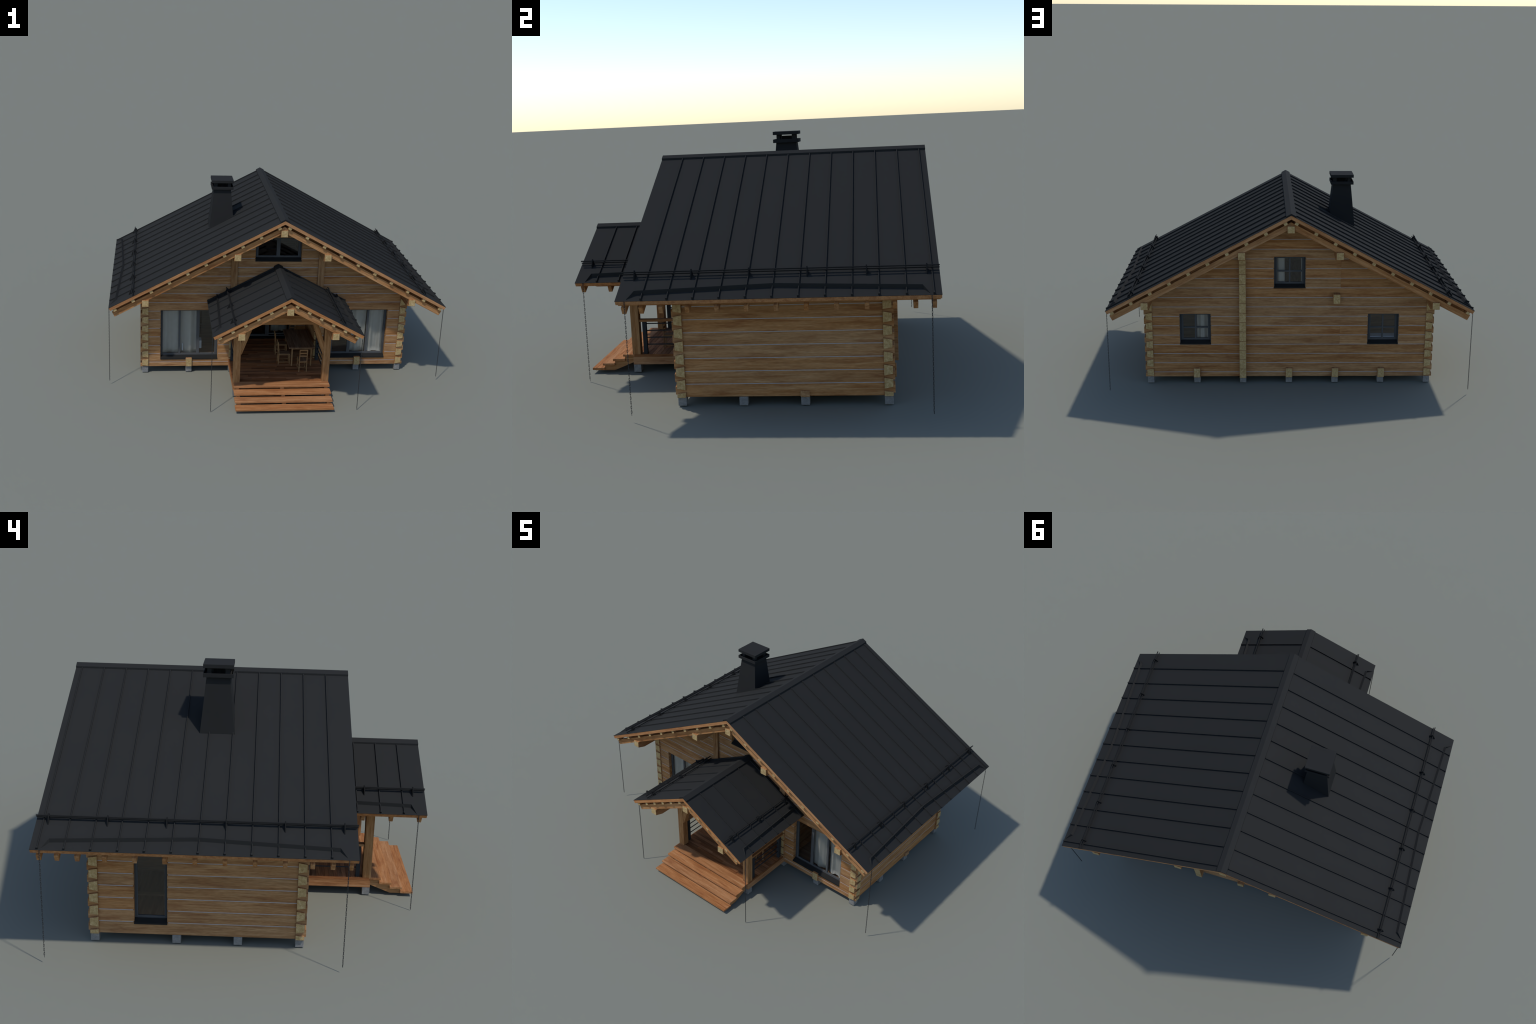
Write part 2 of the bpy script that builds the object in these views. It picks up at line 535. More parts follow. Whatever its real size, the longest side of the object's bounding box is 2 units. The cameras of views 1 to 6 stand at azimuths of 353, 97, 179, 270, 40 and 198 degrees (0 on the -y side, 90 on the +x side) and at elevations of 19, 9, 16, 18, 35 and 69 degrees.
# interior log walls: two lengthwise ones whose ends show at the porch, one across
def inner_wall(x, y0, y1, ztop, show_front, show_back):
    bm_seal = bmesh.new()
    wall_logs = []
    k = 0
    z = 0.0435
    while z < ztop - 0.01:
        z1 = min(z + PITCH, ztop)
        a, b = z + 0.0005, z1 - 0.0005
        bm = bmesh.new()
        l = y1 - y0
        cz = (a + b) / 2
        w = 0.019
        bm_box(bm, -l / 2 + 0.045 - 0.006, l / 2 - 0.0385 + 0.004, -w, w, a - cz, b - cz)
        e = 0.0030 if z < 0.46 else 0.0
        bm_prism(bm, [(-w, a - cz + e), (w, a - cz + e), (w, b - cz - e), (-w, b - cz - e)], "x", -l / 2, -l / 2 + 0.0405)
        bm_prism(bm, [(-w, a - cz), (w, a - cz), (w, b - cz), (-w, b - cz)], "x", l / 2 - 0.036, l / 2)
        me = finish_mesh("log", bm, [M_LOG, M_END], 0.0011, 0)
        wall_logs.append((me, Tr(x, (y0 + y1) / 2, cz) @ RZ90))
        bm_box(bm_seal, x - w + 0.0015, x + w - 0.0015, y0 + 0.05, y1 - 0.045, a - 0.004, a + 0.004)
        z = z1
        k += 1
    wall = add_obj("wall", finish_mesh("wall", bm_seal, [M_SEAL]), cabin, I4)
    for me, mt in wall_logs:
        add_obj("log", me, wall, mt)

inner_wall(0.2625, -0.2875, 0.6705, 0.775, True, True)
inner_wall(-0.2625, -0.2875, 0.6300, 0.775, True, False)
# facing boards on the gable where the inner walls meet it
for x in (-0.2625, 0.2625):
    beam("facing_board", cabin, Tr(x, -0.2790, 0.615) @ RVERT, 0.31, 0.020, 0.0388, M_POST, 0.001)
# beam end high on the back wall
box_part("beam_end", cabin, -0.2823, -0.2423, 0.60, 0.6705, 0.4880, 0.5430, M_LOG, 0.0015, "y", True)
# floor joist ends
for x in (-0.5245, 0.5245):
    box_part("floor_joist", cabin, x - 0.0192, x + 0.0192, -0.2865, 0.6540, 0.0405, 0.0962, M_LOG, 0.002, "y", True)
for x in (0.0005, -0.2625):
    box_part("floor_joist", cabin, x - 0.0192, x + 0.0192, 0.05, 0.6540, 0.0405, 0.0962, M_LOG, 0.002, "y", True)
box_part("floor_joist", cabin, -0.790, 0.8175, 0.2485, 0.2870, 0.0390, 0.0650, M_LOG, 0.002, "x", False)

# rooms: cross wall, floor, ceiling boards
box_part("partition", cabin, -0.765, -0.2830, 0.2495, 0.2865, 0.0905, 0.52, M_TOP, 0.001, "x")  # dark table-top wood, chosen to paint the unlit room gloom onto the partitions
box_part("partition", cabin, 0.2830, 0.765, 0.2495, 0.2865, 0.0905, 0.52, M_TOP, 0.001, "x")
for (x0, x1, y0, y1) in ((-0.769, -0.2825, -0.2385, 0.5965), (0.2825, 0.769, -0.2385, 0.5965), (-0.2425, 0.2425, 0.051, 0.5965)):
    box_part("floor", cabin, x0, x1, y0, y1, 0.066, 0.0895, M_STEP, 0.0, "x")
box_part("ceiling", cabin, -0.765, -0.283, -0.236, 0.594, 0.520, 0.530, M_LOG, 0.0, "y")
box_part("ceiling", cabin, 0.283, 0.765, -0.236, 0.594, 0.520, 0.530, M_LOG, 0.0, "y")
box_part("ceiling", cabin, -0.242, 0.242, -0.2755, 0.594, 0.462, 0.472, M_LOG, 0.0, "y")

# ------------------------------------------------------------------ concrete piers
def pier(x, y, h=0.0400, z0=0.0015, s=0.0362):
    box_part("pier", cabin, x - s / 2, x + s / 2, y - s / 2, y + s / 2, z0, h - 0.0005, M_PIER, 0.0012, "z")
for x in (-0.7892, -0.5245, -0.2625, 0.0, 0.2625, 0.5245, 0.7892):
    for y in (-0.2580, 0.0055, 0.2675, 0.6160):
        if x == 0.0 and y < 0.0:
            continue
        pier(x, y)
for x in (-0.2625, 0.2625):
    pier(x, -0.5920)

# ------------------------------------------------------------------ roof
def slope_matrix(sign, x_mid, z_mid, y_mid):
    """local X runs down the slope on the given side, local Y along the ridge, local Z up from the slope"""
    ex = Vector((sign * C28, 0, -S28))
    ez = Vector((sign * S28, 0, C28))
    ey = ez.cross(ex)
    m = Matrix.Identity(4)
    for i in range(3):
        m[i][0], m[i][1], m[i][2] = ex[i], ey[i], ez[i]
    m.translation = (x_mid, y_mid, z_mid)
    return m

def gable_prism(name, parent, z_top_apex, th_v, x_top, y0, y1, mat, bevel=0.0006):
    """one sloped board layer per side; ends cut square to the slope, meeting at the ridge"""
    for sign in (1, -1):
        perp = th_v * C28
        # local frame origin at ridge top line
        mtx = slope_matrix(sign, 0, z_top_apex, (y0 + y1) / 2)
        ln = x_top / C28
        bm = bmesh.new()
        dy = (y1 - y0) / 2
        poly = [(0, 0), (ln, 0), (ln, -perp), (perp * T28, -perp)]
        bm_prism(bm, poly, "y", -dy, dy)
        add_obj(name, finish_mesh(name, bm, [mat], bevel), parent, mtx)

def stick_on_slope(name, parent, sign, apex_top, x_top_end, perp, y_c, w, mat, ends=False, apex_cut=True, bevel=0.001):
    mtx = slope_matrix(sign, 0, apex_top, y_c)
    ln = x_top_end / C28
    bm = bmesh.new()
    bm_prism(bm, [(0, 0), (ln, 0), (ln, -perp), (perp * T28, -perp)], "y", -w / 2, w / 2)
    return add_obj(name, finish_mesh(name, bm, [mat], bevel), parent, mtx)

def build_roof(name, apex, x_eave, y0, y1, board_v, rafter_ys, raf_top, raf_perp, raf_xend, raf_w,
               batten_xs, rib_ys, rib_w, cap_top, guard, guard_foot, brackets, diverter, guard_y):
    metal_apex = apex + 0.0018
    # metal covering
    roof = None
    bm = bmesh.new()
    for sign in (1, -1):
        pts = [(0.0, apex + 0.0002), (sign * (x_eave + 0.0012), apex + 0.0002 - T28 * (x_eave + 0.0012)),
               (sign * (x_eave + 0.0018), metal_apex - T28 * (x_eave + 0.0018)), (0.0, metal_apex)]
        bm_prism(bm, pts, "y", y0 - 0.0008, y1 + 0.0008)
    roof = add_obj(name, finish_mesh(name, bm, [M_METAL]), cabin, I4)
    # boards under it
    gable_prism("roof_boarding", cabin, apex, board_v, x_eave, y0, y1, M_BOARD)
    # rafters
    for yc in rafter_ys:
        for sign in (1, -1):
            stick_on_slope("rafter", cabin, sign, raf_top, raf_xend, raf_perp, yc, raf_w, M_BEAM)
    # battens between rafters and boards
    zt = apex - board_v
    h = (apex - board_v - raf_top) * C28
    for sign in (1, -1):
        for bx in batten_xs:
            m = slope_matrix(sign, sign * bx, zt - T28 * bx, (y0 + y1) / 2) @ Tr(0, 0, -h / 2 - 0.0001) @ RZ90
            beam("batten", cabin, m, (y1 - y0) - 0.008, 0.0200, h, M_BEAM, 0.0008, True)
    # standing seams
    for sign in (1, -1):
        for ry in rib_ys:
            m = slope_matrix(sign, 0, metal_apex, ry)
            bm = bmesh.new()
            a, b = 0.0262 / C28, (x_eave - 0.0025) / C28
            bm_box(bm, a, b, -rib_w / 2, rib_w / 2, -0.0005, 0.0075)
            bm_box(bm, b - 0.009, b + 0.0003, -rib_w * 0.95, rib_w * 0.95, -0.0005, 0.0092)
            add_obj("standing_seam", finish_mesh("standing_seam", bm, [M_METAL], 0.0004), roof, m)
    # ridge cap
    bm = bmesh.new()
    zs = cap_top - T28 * 0.0265
    zr = metal_apex - T28 * 0.0265
    t = 0.0018
    bm_prism(bm, [(0, cap_top), (0.0265, zs), (0.0268, zr - 0.001), (0.0245, zr - 0.001), (0.0245, zs - t * 0.6), (0, cap_top - t),
                  (-0.0245, zs - t * 0.6), (-0.0245, zr - 0.001), (-0.0268, zr - 0.001), (-0.0265, zs)], "y", y0 - 0.0012, y1 + 0.0012)
    bm_prism(bm, [(0, cap_top - t), (0.0245, zs - t), (0.0245, zr - 0.001), (0, metal_apex - 0.001), (-0.0245, zr - 0.001), (-0.0245, zs - t)], "y", y0 + 0.0005, y1 - 0.0005)
    add_obj("ridge_cap", finish_mesh("ridge_cap", bm, [M_METAL], 0.0004), roof, I4)
    # snow guards: two rails on bracket plates
    for sign in (1, -1):
        gx = guard_foot - 0.0165
        gz = metal_apex - T28 * gx + 0.0250
        bm = bmesh.new()
        for (dx, dz) in ((0.0, 0.0), (-0.0085, -0.0100)):
            bm_tube(bm, (sign * (gx + dx), guard_y[0], gz + dz), (sign * (gx + dx), guard_y[1], gz + dz), 0.0030, 10)
        add_obj("snow_guard_rail", finish_mesh("snow_guard_rail", bm, [M_GUARD]), roof, I4)
        for by in brackets:
            bm = bmesh.new()
            f = guard_foot
            zf = metal_apex - T28 * f
            pts = [(f + 0.001, zf - 0.001), (f - 0.0055, zf + 0.019), (f - 0.0155, zf + 0.0425), (f - 0.0195, zf + 0.0430),
                   (f - 0.030, zf + 0.033), (f - 0.038, metal_apex - T28 * (f - 0.038) - 0.001)]
            bm_prism(bm, [(sign * x, z) for x, z in pts], "y", by - 0.0022, by + 0.0022)
            add_obj("snow_guard_bracket", finish_mesh("snow_guard_bracket", bm, [M_GUARD], 0.0004), roof, I4)
        # bent rain-water diverter strip on the lower roof
        bm = bmesh.new()
        secs = []
        for (dx, dy, hh, wu, wd) in diverter:
            zz = lambda x: metal_apex - T28 * x
            n = Vector((sign * S28, 0, C28))
            base_c = Vector((sign * dx, dy, zz(dx)))
            dn = Vector((sign * C28, 0, -S28))
            peak = base_c + n * hh
            secs.append([bm.verts.new(base_c - dn * wu - n * 0.0006), bm.verts.new(peak), bm.verts.new(base_c + dn * wd - n * 0.0006)])
        for i in range(len(secs) - 1):
            for j in range(3):
                k = (j + 1) % 3
                bm.faces.new((secs[i][j], secs[i][k], secs[i + 1][k], secs[i + 1][j]))
        bm.faces.new(secs[0])
        bm.faces.new(secs[-1])
        add_obj("rain_diverter", finish_mesh("rain_diverter", bm, [M_METAL]), roof, I4)
    return roof

MAIN_RAFT = [0.179 + s * 0.1193 * k for k in range(1, 4) for s in (1, -1)] + [0.179]
MAIN_RAFT += [0.179 + s * d for d in (0.4663, 0.5468, 0.6185) for s in (1, -1)]
div_main = [(0.989, -0.4205, 0.0015, 0.002, 0.002), (0.956, -0.3935, 0.0145, 0.0060, 0.0090), (0.9300, 0.170, 0.0145, 0.0060, 0.0090),
            (0.956, 0.7535, 0.0145, 0.0060, 0.0090), (0.989, 0.7800, 0.0015, 0.002, 0.002)]
roof_main = build_roof("roof", 1.0280, 0.9967, -0.4665, 0.8250, 0.0210, sorted(MAIN_RAFT), 0.9880, 0.0320, 0.9787, 0.0180,
           [0.0335 + 0.1036 * k for k in range(10)], [-0.3610 + 0.1051 * k for k in range(12)], 0.0036, 1.0385,
           True, 0.8840, [-0.4140 + 0.2379 * k for k in range(6)], div_main, (-0.4695, 0.8262))
div_porch = [(0.4145, -0.7780, 0.0015, 0.002, 0.002), (0.3760, -0.7565, 0.0145, 0.0060, 0.0090), (0.3600, -0.2900, 0.0145, 0.0060, 0.0090)]
build_roof("porch_roof", 0.6970, 0.4198, -0.8265, -0.2800, 0.0212, [-0.8010, -0.6710, -0.5420, -0.4130, -0.2960], 0.6580, 0.0335, 0.3901, 0.0180,
           [0.0400 + 0.0690 * k for k in range(6)], [-0.7225 + 0.1051 * k for k in range(5)], 0.0036, 0.7072,
           True, 0.3240, [-0.7705, -0.5480, -0.3255], div_porch, (-0.8265, -0.2890))

# ------------------------------------------------------------------ purlins with tapered ends
def purlin(x, z_top, y0, y1, taper0=True, taper1=True, w=0.0392):
    l = y1 - y0
    bm = bmesh.new()
    zb, ze = -0.0560, -0.0395
    poly = [(-l / 2, 0), (-l / 2, ze if taper0 else zb)]
    if taper0:
        poly.append((-l / 2 + 0.050, zb))
    if taper1:
        poly += [(l / 2 - 0.050, zb), (l / 2, ze)]
    else:
        poly.append((l / 2, zb))
    poly.append((l / 2, 0))
    poly = [(a, b + 0.028) for a, b in poly]
    bm_prism(bm, poly, "y", -w / 2, w / 2)
    me = finish_mesh("purlin", bm, [M_BEAM, M_END], 0.0013, 0)
    add_obj("purlin", me, cabin, Tr(x, (y0 + y1) / 2, z_top - 0.028) @ RZ90)

for x, zt in ((0.0003, 0.9690), (0.2625, 0.8238), (-0.2625, 0.8238), (0.7885, 0.5440), (-0.7885, 0.5440)):
    purlin(x, zt, -0.4595, 0.8175)
for x, zt in ((0.0003, 0.6330), (0.2622, 0.4870), (-0.2622, 0.4870)):
    purlin(x, zt, -0.8165, -0.2775, True, False)

# ------------------------------------------------------------------ chimney
def chimney():
    cx, cy = -0.3190, 0.1290
    bm = bmesh.new()
    def ring(z, h, hy=None):
        hy = hy or h
        return [bm.verts.new((cx + sx * h, cy + sy * hy, z)) for sx, sy in ((-1, -1), (1, -1), (1, 1), (-1, 1))]
    def half(z):
        return 0.0525 + 0.102 * (1.068 - z)
    low, top = [], ring(1.075, 0.0515)
    for sx, sy in ((-1, -1), (1, -1), (1, 1), (-1, 1)):
        # foot follows the roof plane
        z = 0.9
        for _ in range(8):
            z = 1.0298 - T28 * abs(cx + sx * half(z)) - 0.004
        low.append(bm.verts.new((cx + sx * half(z), cy + sy * half(z), z)))
    for i in range(4):
        j = (i + 1) % 4
        bm.faces.new((low[i], low[j], top[j], top[i]))
    bm.faces.new(low[::-1])
    bm.faces.new(top)
    stack = add_obj("chimney", finish_mesh("chimney", bm, [M_STACK], 0.0005), cabin, I4)
    # collar: a shallow open tray
    bm = bmesh.new()
    h, t = 0.0668, 0.0035
    z0, z1 = 1.0700, 1.0880
    bm_box(bm, cx - h, cx + h, cy - h, cy + h, z0, z0 + 0.003)
    bm_box(bm, cx - h, cx - h + t, cy - h, cy + h, z0 + 0.003, z1)
    bm_box(bm, cx + h - t, cx + h, cy - h, cy + h, z0 + 0.003, z1)
    bm_box(bm, cx - h + t, cx + h - t, cy - h, cy - h + t, z0 + 0.003, z1)
    bm_box(bm, cx - h + t, cx + h - t, cy + h - t, cy + h, z0 + 0.003, z1)
    add_obj("chimney_collar", finish_mesh("chimney_collar", bm, [M_STACK], 0.0004), stack, I4)
    bm = bmesh.new()
    bm_box(bm, cx - 0.0672, cx + 0.0672, cy - 0.0668, cy + 0.0668, 1.1110, 1.1280)
    add_obj("chimney_cap", finish_mesh("chimney_cap", bm, [M_STACK], 0.0008), stack, I4)
    for sx in (-1, 1):
        for sy in (-1, 1):
            x, y = cx + sx * 0.0415, cy + sy * 0.0400
            bm = bmesh.new()
            bm_box(bm, x - 0.0095, x + 0.0095, y - 0.0095, y + 0.0095, 1.0725, 1.1115)
            add_obj("chimney_cap_leg", finish_mesh("chimney_cap_leg", bm, [M_STACK], 0.0005), stack, I4)
    bm = bmesh.new()
    bm_tube(bm, (cx, cy, 1.0725), (cx, cy, 1.1045), 0.0300, 24)
    add_obj("flue", finish_mesh("flue", bm, [M_FLUE]), stack, I4)
chimney()

# ------------------------------------------------------------------ windows
def window(base, w, z0, z1, panes, rec=0.0215, outer=0.0095, sash=0.0085, muntin_h=None, curtains=(), sill=True, lining=False, bottom=None):
    """base: matrix with local X along the wall, local -Y to the outside, origin at wall face, x centre, z = 0.
    panes: list of (x0,x1) glass extents; gaps between them become mullions"""
    zb = z0 + (0.0195 if sill else 0.0) if bottom is None else bottom
    bm = bmesh.new()
    y0, y1 = rec, rec + 0.013
    # outer frame
    for (a, b, c, d) in ((-w / 2, -w / 2 + outer, zb, z1), (w / 2 - outer, w / 2, zb, z1), (-w / 2 + outer, w / 2 - outer, z1 - 0.006, z1), (-w / 2 + outer, w / 2 - outer, zb - 0.002, zb + 0.002)):
        bm_box(bm, a, b, y0, y1, c, d)
    fr = add_obj("window_frame", finish_mesh("window_frame", bm, [M_TRIM], 0.0006), cabin, base)
    # sash: rails, stiles, mullions
    bm = bmesh.new()
    ys0, ys1 = rec + 0.0025, rec + 0.0115
    gz0, gz1 = zb + 0.0095, z1 - 0.0125
    L0, R0 = -w / 2 + outer * 0.9, w / 2 - outer * 0.9
    bm_box(bm, L0, R0, ys0, ys1, zb + 0.0005, gz0)
    bm_box(bm, L0, R0, ys0, ys1, gz1, z1 - 0.004)
    edges = [L0] + [v for p in panes for v in p] + [R0]
    for i in range(0, len(edges), 2):
        bm_box(bm, edges[i], edges[i + 1], ys0 - 0.0004, ys1 + 0.0004, gz0 - 0.001, gz1 + 0.001)
    if muntin_h:
        bm_box(bm, L0, R0, ys0 + 0.0006, ys1 - 0.0006, muntin_h - 0.0045, muntin_h + 0.0045)
    add_obj("window_sash", finish_mesh("window_sash", bm, [M_FRAME], 0.0005), fr, base)
    bm = bmesh.new()
    for (p, q) in panes:
        bm_box(bm, p - 0.001, q + 0.001, rec + 0.0065, rec + 0.0072, gz0 - 0.001, gz1 + 0.001)
    add_obj("window_pane", finish_mesh("window_pane", bm, [M_GLASS]), fr, base)
    if sill:
        bm = bmesh.new()
        poly = [(rec + 0.001, zb + 0.0005), (-0.0035, z0 + 0.0072), (-0.0042, z0 + 0.0003), (-0.0030, z0 + 0.0001), (-0.0026, z0 + 0.0052), (rec + 0.001, zb - 0.006)]
        bm_prism(bm, poly, "x", -w / 2 - 0.0006, w / 2 + 0.0006)
        add_obj("window_sill", finish_mesh("window_sill", bm, [M_SILL], 0.0003), fr, base)
    if lining:
        bm = bmesh.new()
        for sx in (-1, 1):
            a, b = sorted((sx * w / 2, sx * (w / 2 - 0.0022)))
            bm_box(bm, a, b, -0.0006, y0 + 0.001, zb - 0.008, z1)
        bm_box(bm, -w / 2 + 0.0022, w / 2 - 0.0022, -0.0006, y0 + 0.001, z1 - 0.0022, z1)
        add_obj("window_lining", finish_mesh("window_lining", bm, [M_TRIM], 0.0003), fr, base)
    for (cx0, cx1, cz0, cz1, yy, waves) in curtains:
        curtain(fr, base, cx0, cx1, cz0, cz1, yy, waves)
    return fr

def curtain(parent, base, x0, x1, z0, z1, y, waves):
    n, rows = int(60 + 220 * (x1 - x0) / 0.2), 10
    r = random.Random(int((x0 + 3) * 9999 + y * 777 + z0 * 555))
    ph = [r.uniform(0, 6.28) for _ in range(3)]
    bm = bmesh.new()
    grid = []
    for j in range(rows + 1):
        v = j / rows
        row = []
        for i in range(n + 1):
            u = i / n
            amp = 0.0062 * (0.75 + 0.35 * (1 - v))
            d = math.sin(u * waves * 6.283 + ph[0]) + 0.3 * math.sin(u * waves * 2.3 * 6.283 + ph[1] + 0.5 * v) + 0.35 * math.sin(u * waves * 0.45 * 6.283 + ph[2])
            row.append(bm.verts.new((x0 + (x1 - x0) * u + 0.0015 * math.sin(v * 3 + ph[2]) * (1 - v), y + amp * d, z0 + (z1 - z0) * v)))
        grid.append(row)
    for j in range(rows):
        for i in range(n):
            bm.faces.new((grid[j][i], grid[j][i + 1], grid[j + 1][i + 1], grid[j + 1][i]))
    bmesh.ops.solidify(bm, geom=bm.faces[:], thickness=0.0008)
    add_obj("curtain", finish_mesh("curtain", bm, [M_CURTAIN], smooth=True), parent, base)

WC = (WIN_X0 + WIN_X1) / 2
for s in (-1, 1):
    base = Tr(s * WC, FY, 0)
    xs = [(-0.6840, -0.5885), (-0.5765, -0.4800), (-0.4615, -0.3675)]
    if s > 0:
        xs = [(-b, -a) for a, b in xs[::-1]]
    panes = [(a - s * WC, b - s * WC) for a, b in xs]
    if s < 0:
        cur = [(-0.692 + WC, -0.474 + WC, 0.112, 0.45, 0.043, 2.6)]
    else:
        cur = [(0.468 - WC, 0.575 - WC, 0.112, 0.45, 0.043, 1.5), (0.590 - WC, 0.692 - WC, 0.112, 0.45, 0.043, 1.6)]
    window(base, WIN_X1 - WIN_X0, WIN_Z0, WIN_Z1, panes, curtains=cur)
# gable window
window(Tr(0, FY, 0), 0.277, 0.7208, 0.868, [(-0.1205, -0.0110), (0.0110, 0.1205)])
# back windows (looking from behind, local +X is world -X)
RB = Matrix.Rotation(math.pi, 4, "Z")
for xc, z0, z1, cur in ((0.53025, 0.236, 0.4175, [(0.008, 0.078, 0.255, 0.43, 0.045, 1.4)]),
                        (-0.53025, 0.236, 0.4175, []),
                        (0.0, 0.5690, 0.7497, [(-0.078, -0.028, 0.588, 0.76, 0.045, 0.8), (0.064, 0.080, 0.588, 0.76, 0.045, 0.5)])):
    window(Tr(xc, BY, 0) @ RB, 0.1735, z0, z1, [(-0.0690, -0.0045), (0.0045, 0.0690)], muntin_h=(z0 + z1) / 2 + 0.0025, curtains=cur, lining=True)
# tall window on the left side
window(Tr(-SX, (SIDE_WIN[0] + SIDE_WIN[1]) / 2, 0) @ Matrix.Rotation(-math.pi / 2, 4, "Z"), SIDE_WIN[1] - SIDE_WIN[0], SIDE_WIN[2], SIDE_WIN[3],
       [(-0.0570, 0.0570)])

# porch door wall: logs left and right of a two-leaf glazed door
DY = 0.0135
bm_seal = bmesh.new()
door_logs = []
DW = 0.171
for r, (z0, z1) in enumerate(front_rows()):
    if z1 > 0.47 or z1 < 0.08:
        continue
    for s in (-1, 1):
        x0, x1 = sorted((s * DW, s * 0.2430))
        a, b = max(z0, 0.0915) + GAP / 2, min(z1, 0.4610) - GAP / 2
        door_logs.append((beam_mesh(x1 - x0, 0.0375, b - a, M_LOG, 0.0011), Tr((x0 + x1) / 2, DY + 0.019, (a + b) / 2)))
        bm_box(bm_seal, x0 + 0.001, x1 - 0.001, DY + 0.0012, DY + 0.036, z0 - 0.004, z0 + 0.004)
door_wall = add_obj("wall", finish_mesh("wall", bm_seal, [M_SEAL]), cabin, I4)
for me, mt in door_logs:
    add_obj("log", me, door_wall, mt)
box_part("door_lintel", cabin, -DW, DW, DY, DY + 0.037, 0.4120, 0.4600, M_LOG, 0.001)
bm = bmesh.new()
for (a, b, c, d) in ((-DW, -DW + 0.037, 0.1060, 0.411), (DW - 0.037, DW, 0.1060, 0.411), (-DW + 0.037, DW - 0.037, 0.399, 0.411), (-0.0205, 0.0050, 0.1060, 0.399),
                     (-DW + 0.037, -0.0205, 0.1060, 0.1195), (0.0050, DW - 0.037, 0.1195, 0.1270), (0.0050, DW - 0.037, 0.1060, 0.1120)):
    bm_box(bm, a, b, DY + 0.004, DY + 0.020, c, d)
door = add_obj("door", finish_mesh("door", bm, [M_FRAME], 0.0006), cabin, I4)
bm = bmesh.new()
bm_box(bm, -DW + 0.001, DW - 0.001, DY - 0.002, DY + 0.022, 0.0908, 0.1055)
add_obj("door_threshold", finish_mesh("door_threshold", bm, [M_FLUE], 0.0006), door, I4)
bm = bmesh.new()
bm_box(bm, -DW + 0.036, -0.0200, DY + 0.0110, DY + 0.0118, 0.119, 0.400)
bm_box(bm, 0.0045, DW - 0.036, DY + 0.0110, DY + 0.0118, 0.126, 0.400)
bm_box(bm, 0.0045, DW - 0.036, DY + 0.0105, DY + 0.0140, 0.112, 0.1195)
add_obj("door_pane", finish_mesh("door_pane", bm, [M_GLASS]), door, I4)
curtain(door, I4, 0.022, 0.128, 0.125, 0.44, DY + 0.045, 2.0)

# pale boxes seen through the panes
box_part("cabinet", cabin, -0.7250, -0.3300, 0.530, 0.592, 0.0895, 0.265, M_WHITE, 0.002, "x")
box_part("cabinet", cabin, -0.4700, -0.4450, -0.2150, -0.165, 0.1300, 0.182, M_WHITE, 0.001, "x")  # pale block matching a light rectangle visible in the left window
box_part("cabinet", cabin, 0.4700, 0.5450, 0.330, 0.40, 0.0895, 0.330, M_WHITE, 0.002, "x")
box_part("cabinet", cabin, -0.5660, -0.5590, -0.2350, -0.2330, 0.1250, 0.172, M_WHITE, 0.0005, "z")  # thin pale upright bar visible in the middle pane

# ------------------------------------------------------------------ porch
PZ = 0.0905                      # deck top
def deck_rows(y_from, y_to, xw):
    r = random.Random(21)
    pitch = 0.0208
    y = y_to
    while y > y_from + 0.004:
        ya = max(y - pitch, y_from)
        xs = [-xw]
        x = -xw + r.uniform(0.06, 0.34)
        while x < xw - 0.06:
            xs.append(x)
            x += r.uniform(0.20, 0.36)
        xs.append(xw)
        for a, b in zip(xs, xs[1:]):
            box_part("deck_board", cabin, a + 0.0002, b - 0.0002, ya + 0.0003, y - 0.0003, 0.0778, PZ, M_DECK, 0.0005)
        y = ya
deck_rows(-0.6045, -0.2880, 0.2785)
deck_rows(-0.2880, 0.0115, 0.2432)
for s in (-1, 1):
    box_part("deck_beam", cabin, s * 0.2620 - 0.0192, s * 0.2620 + 0.0192, -0.6105, -0.2775, 0.0400, 0.0776, M_STEP, 0.001, "y")
for s in (-1, 1):
    box_part("deck_edge", cabin, s * 0.2802 - 0.0014, s * 0.2802 + 0.0014, -0.6045, -0.2885, 0.0778, PZ, M_DECK, 0.0004, "y")
for y in (-0.598, -0.44, -0.30, -0.16, -0.03):
    box_part("deck_beam", cabin, -0.2425, 0.2425, y - 0.012, y + 0.012, 0.0405, 0.0774, M_STEP, 0.001, "x")

# steps
for zt, yf in ((0.0908, -0.6610), (0.0693, -0.7135), (0.0474, -0.7660), (0.0256, -0.8185)):
    box_part("stair_tread", cabin, -0.2815, 0.2815, yf, yf + 0.0605, zt - 0.0108, zt, M_STEP, 0.0008)
for x in (-0.2590, 0.0020, 0.2610):
    bm = bmesh.new()
    poly = [(-0.8070, 0.0105), (-0.7090, 0.0105), (-0.6100, 0.0500), (-0.6100, 0.0806), (-0.6550, 0.0806), (-0.6550, 0.0590), (-0.7070, 0.0590),
            (-0.7070, 0.0372), (-0.7590, 0.0372), (-0.7590, 0.0155), (-0.8070, 0.0155)]
    c = Vector((0, -0.71, 0.045))
    bm_prism(bm, [(y - c.y, z - c.z) for y, z in poly], "y", -0.0105, 0.0105)
    add_obj("stair_stringer", finish_mesh("stair_stringer", bm, [M_BEAM], 0.0006), cabin, Tr(x, c.y, c.z) @ RZ90)

# posts, tie beam and braces
for s in (-1, 1):
    box_part("post", cabin, s * 0.2618 - 0.0197, s * 0.2618 + 0.0197, -0.6115, -0.5715, PZ, 0.4330, M_POST, 0.0012, "z")
box_part("tie_beam", cabin, -0.2800, 0.2800, -0.6105, -0.5725, 0.4530, 0.5090, M_POST, 0.0012, "x")
box_part("king_post", cabin, -0.0190, 0.0190, -0.6095, -0.5735, 0.5085, 0.5800, M_POST, 0.001, "z")

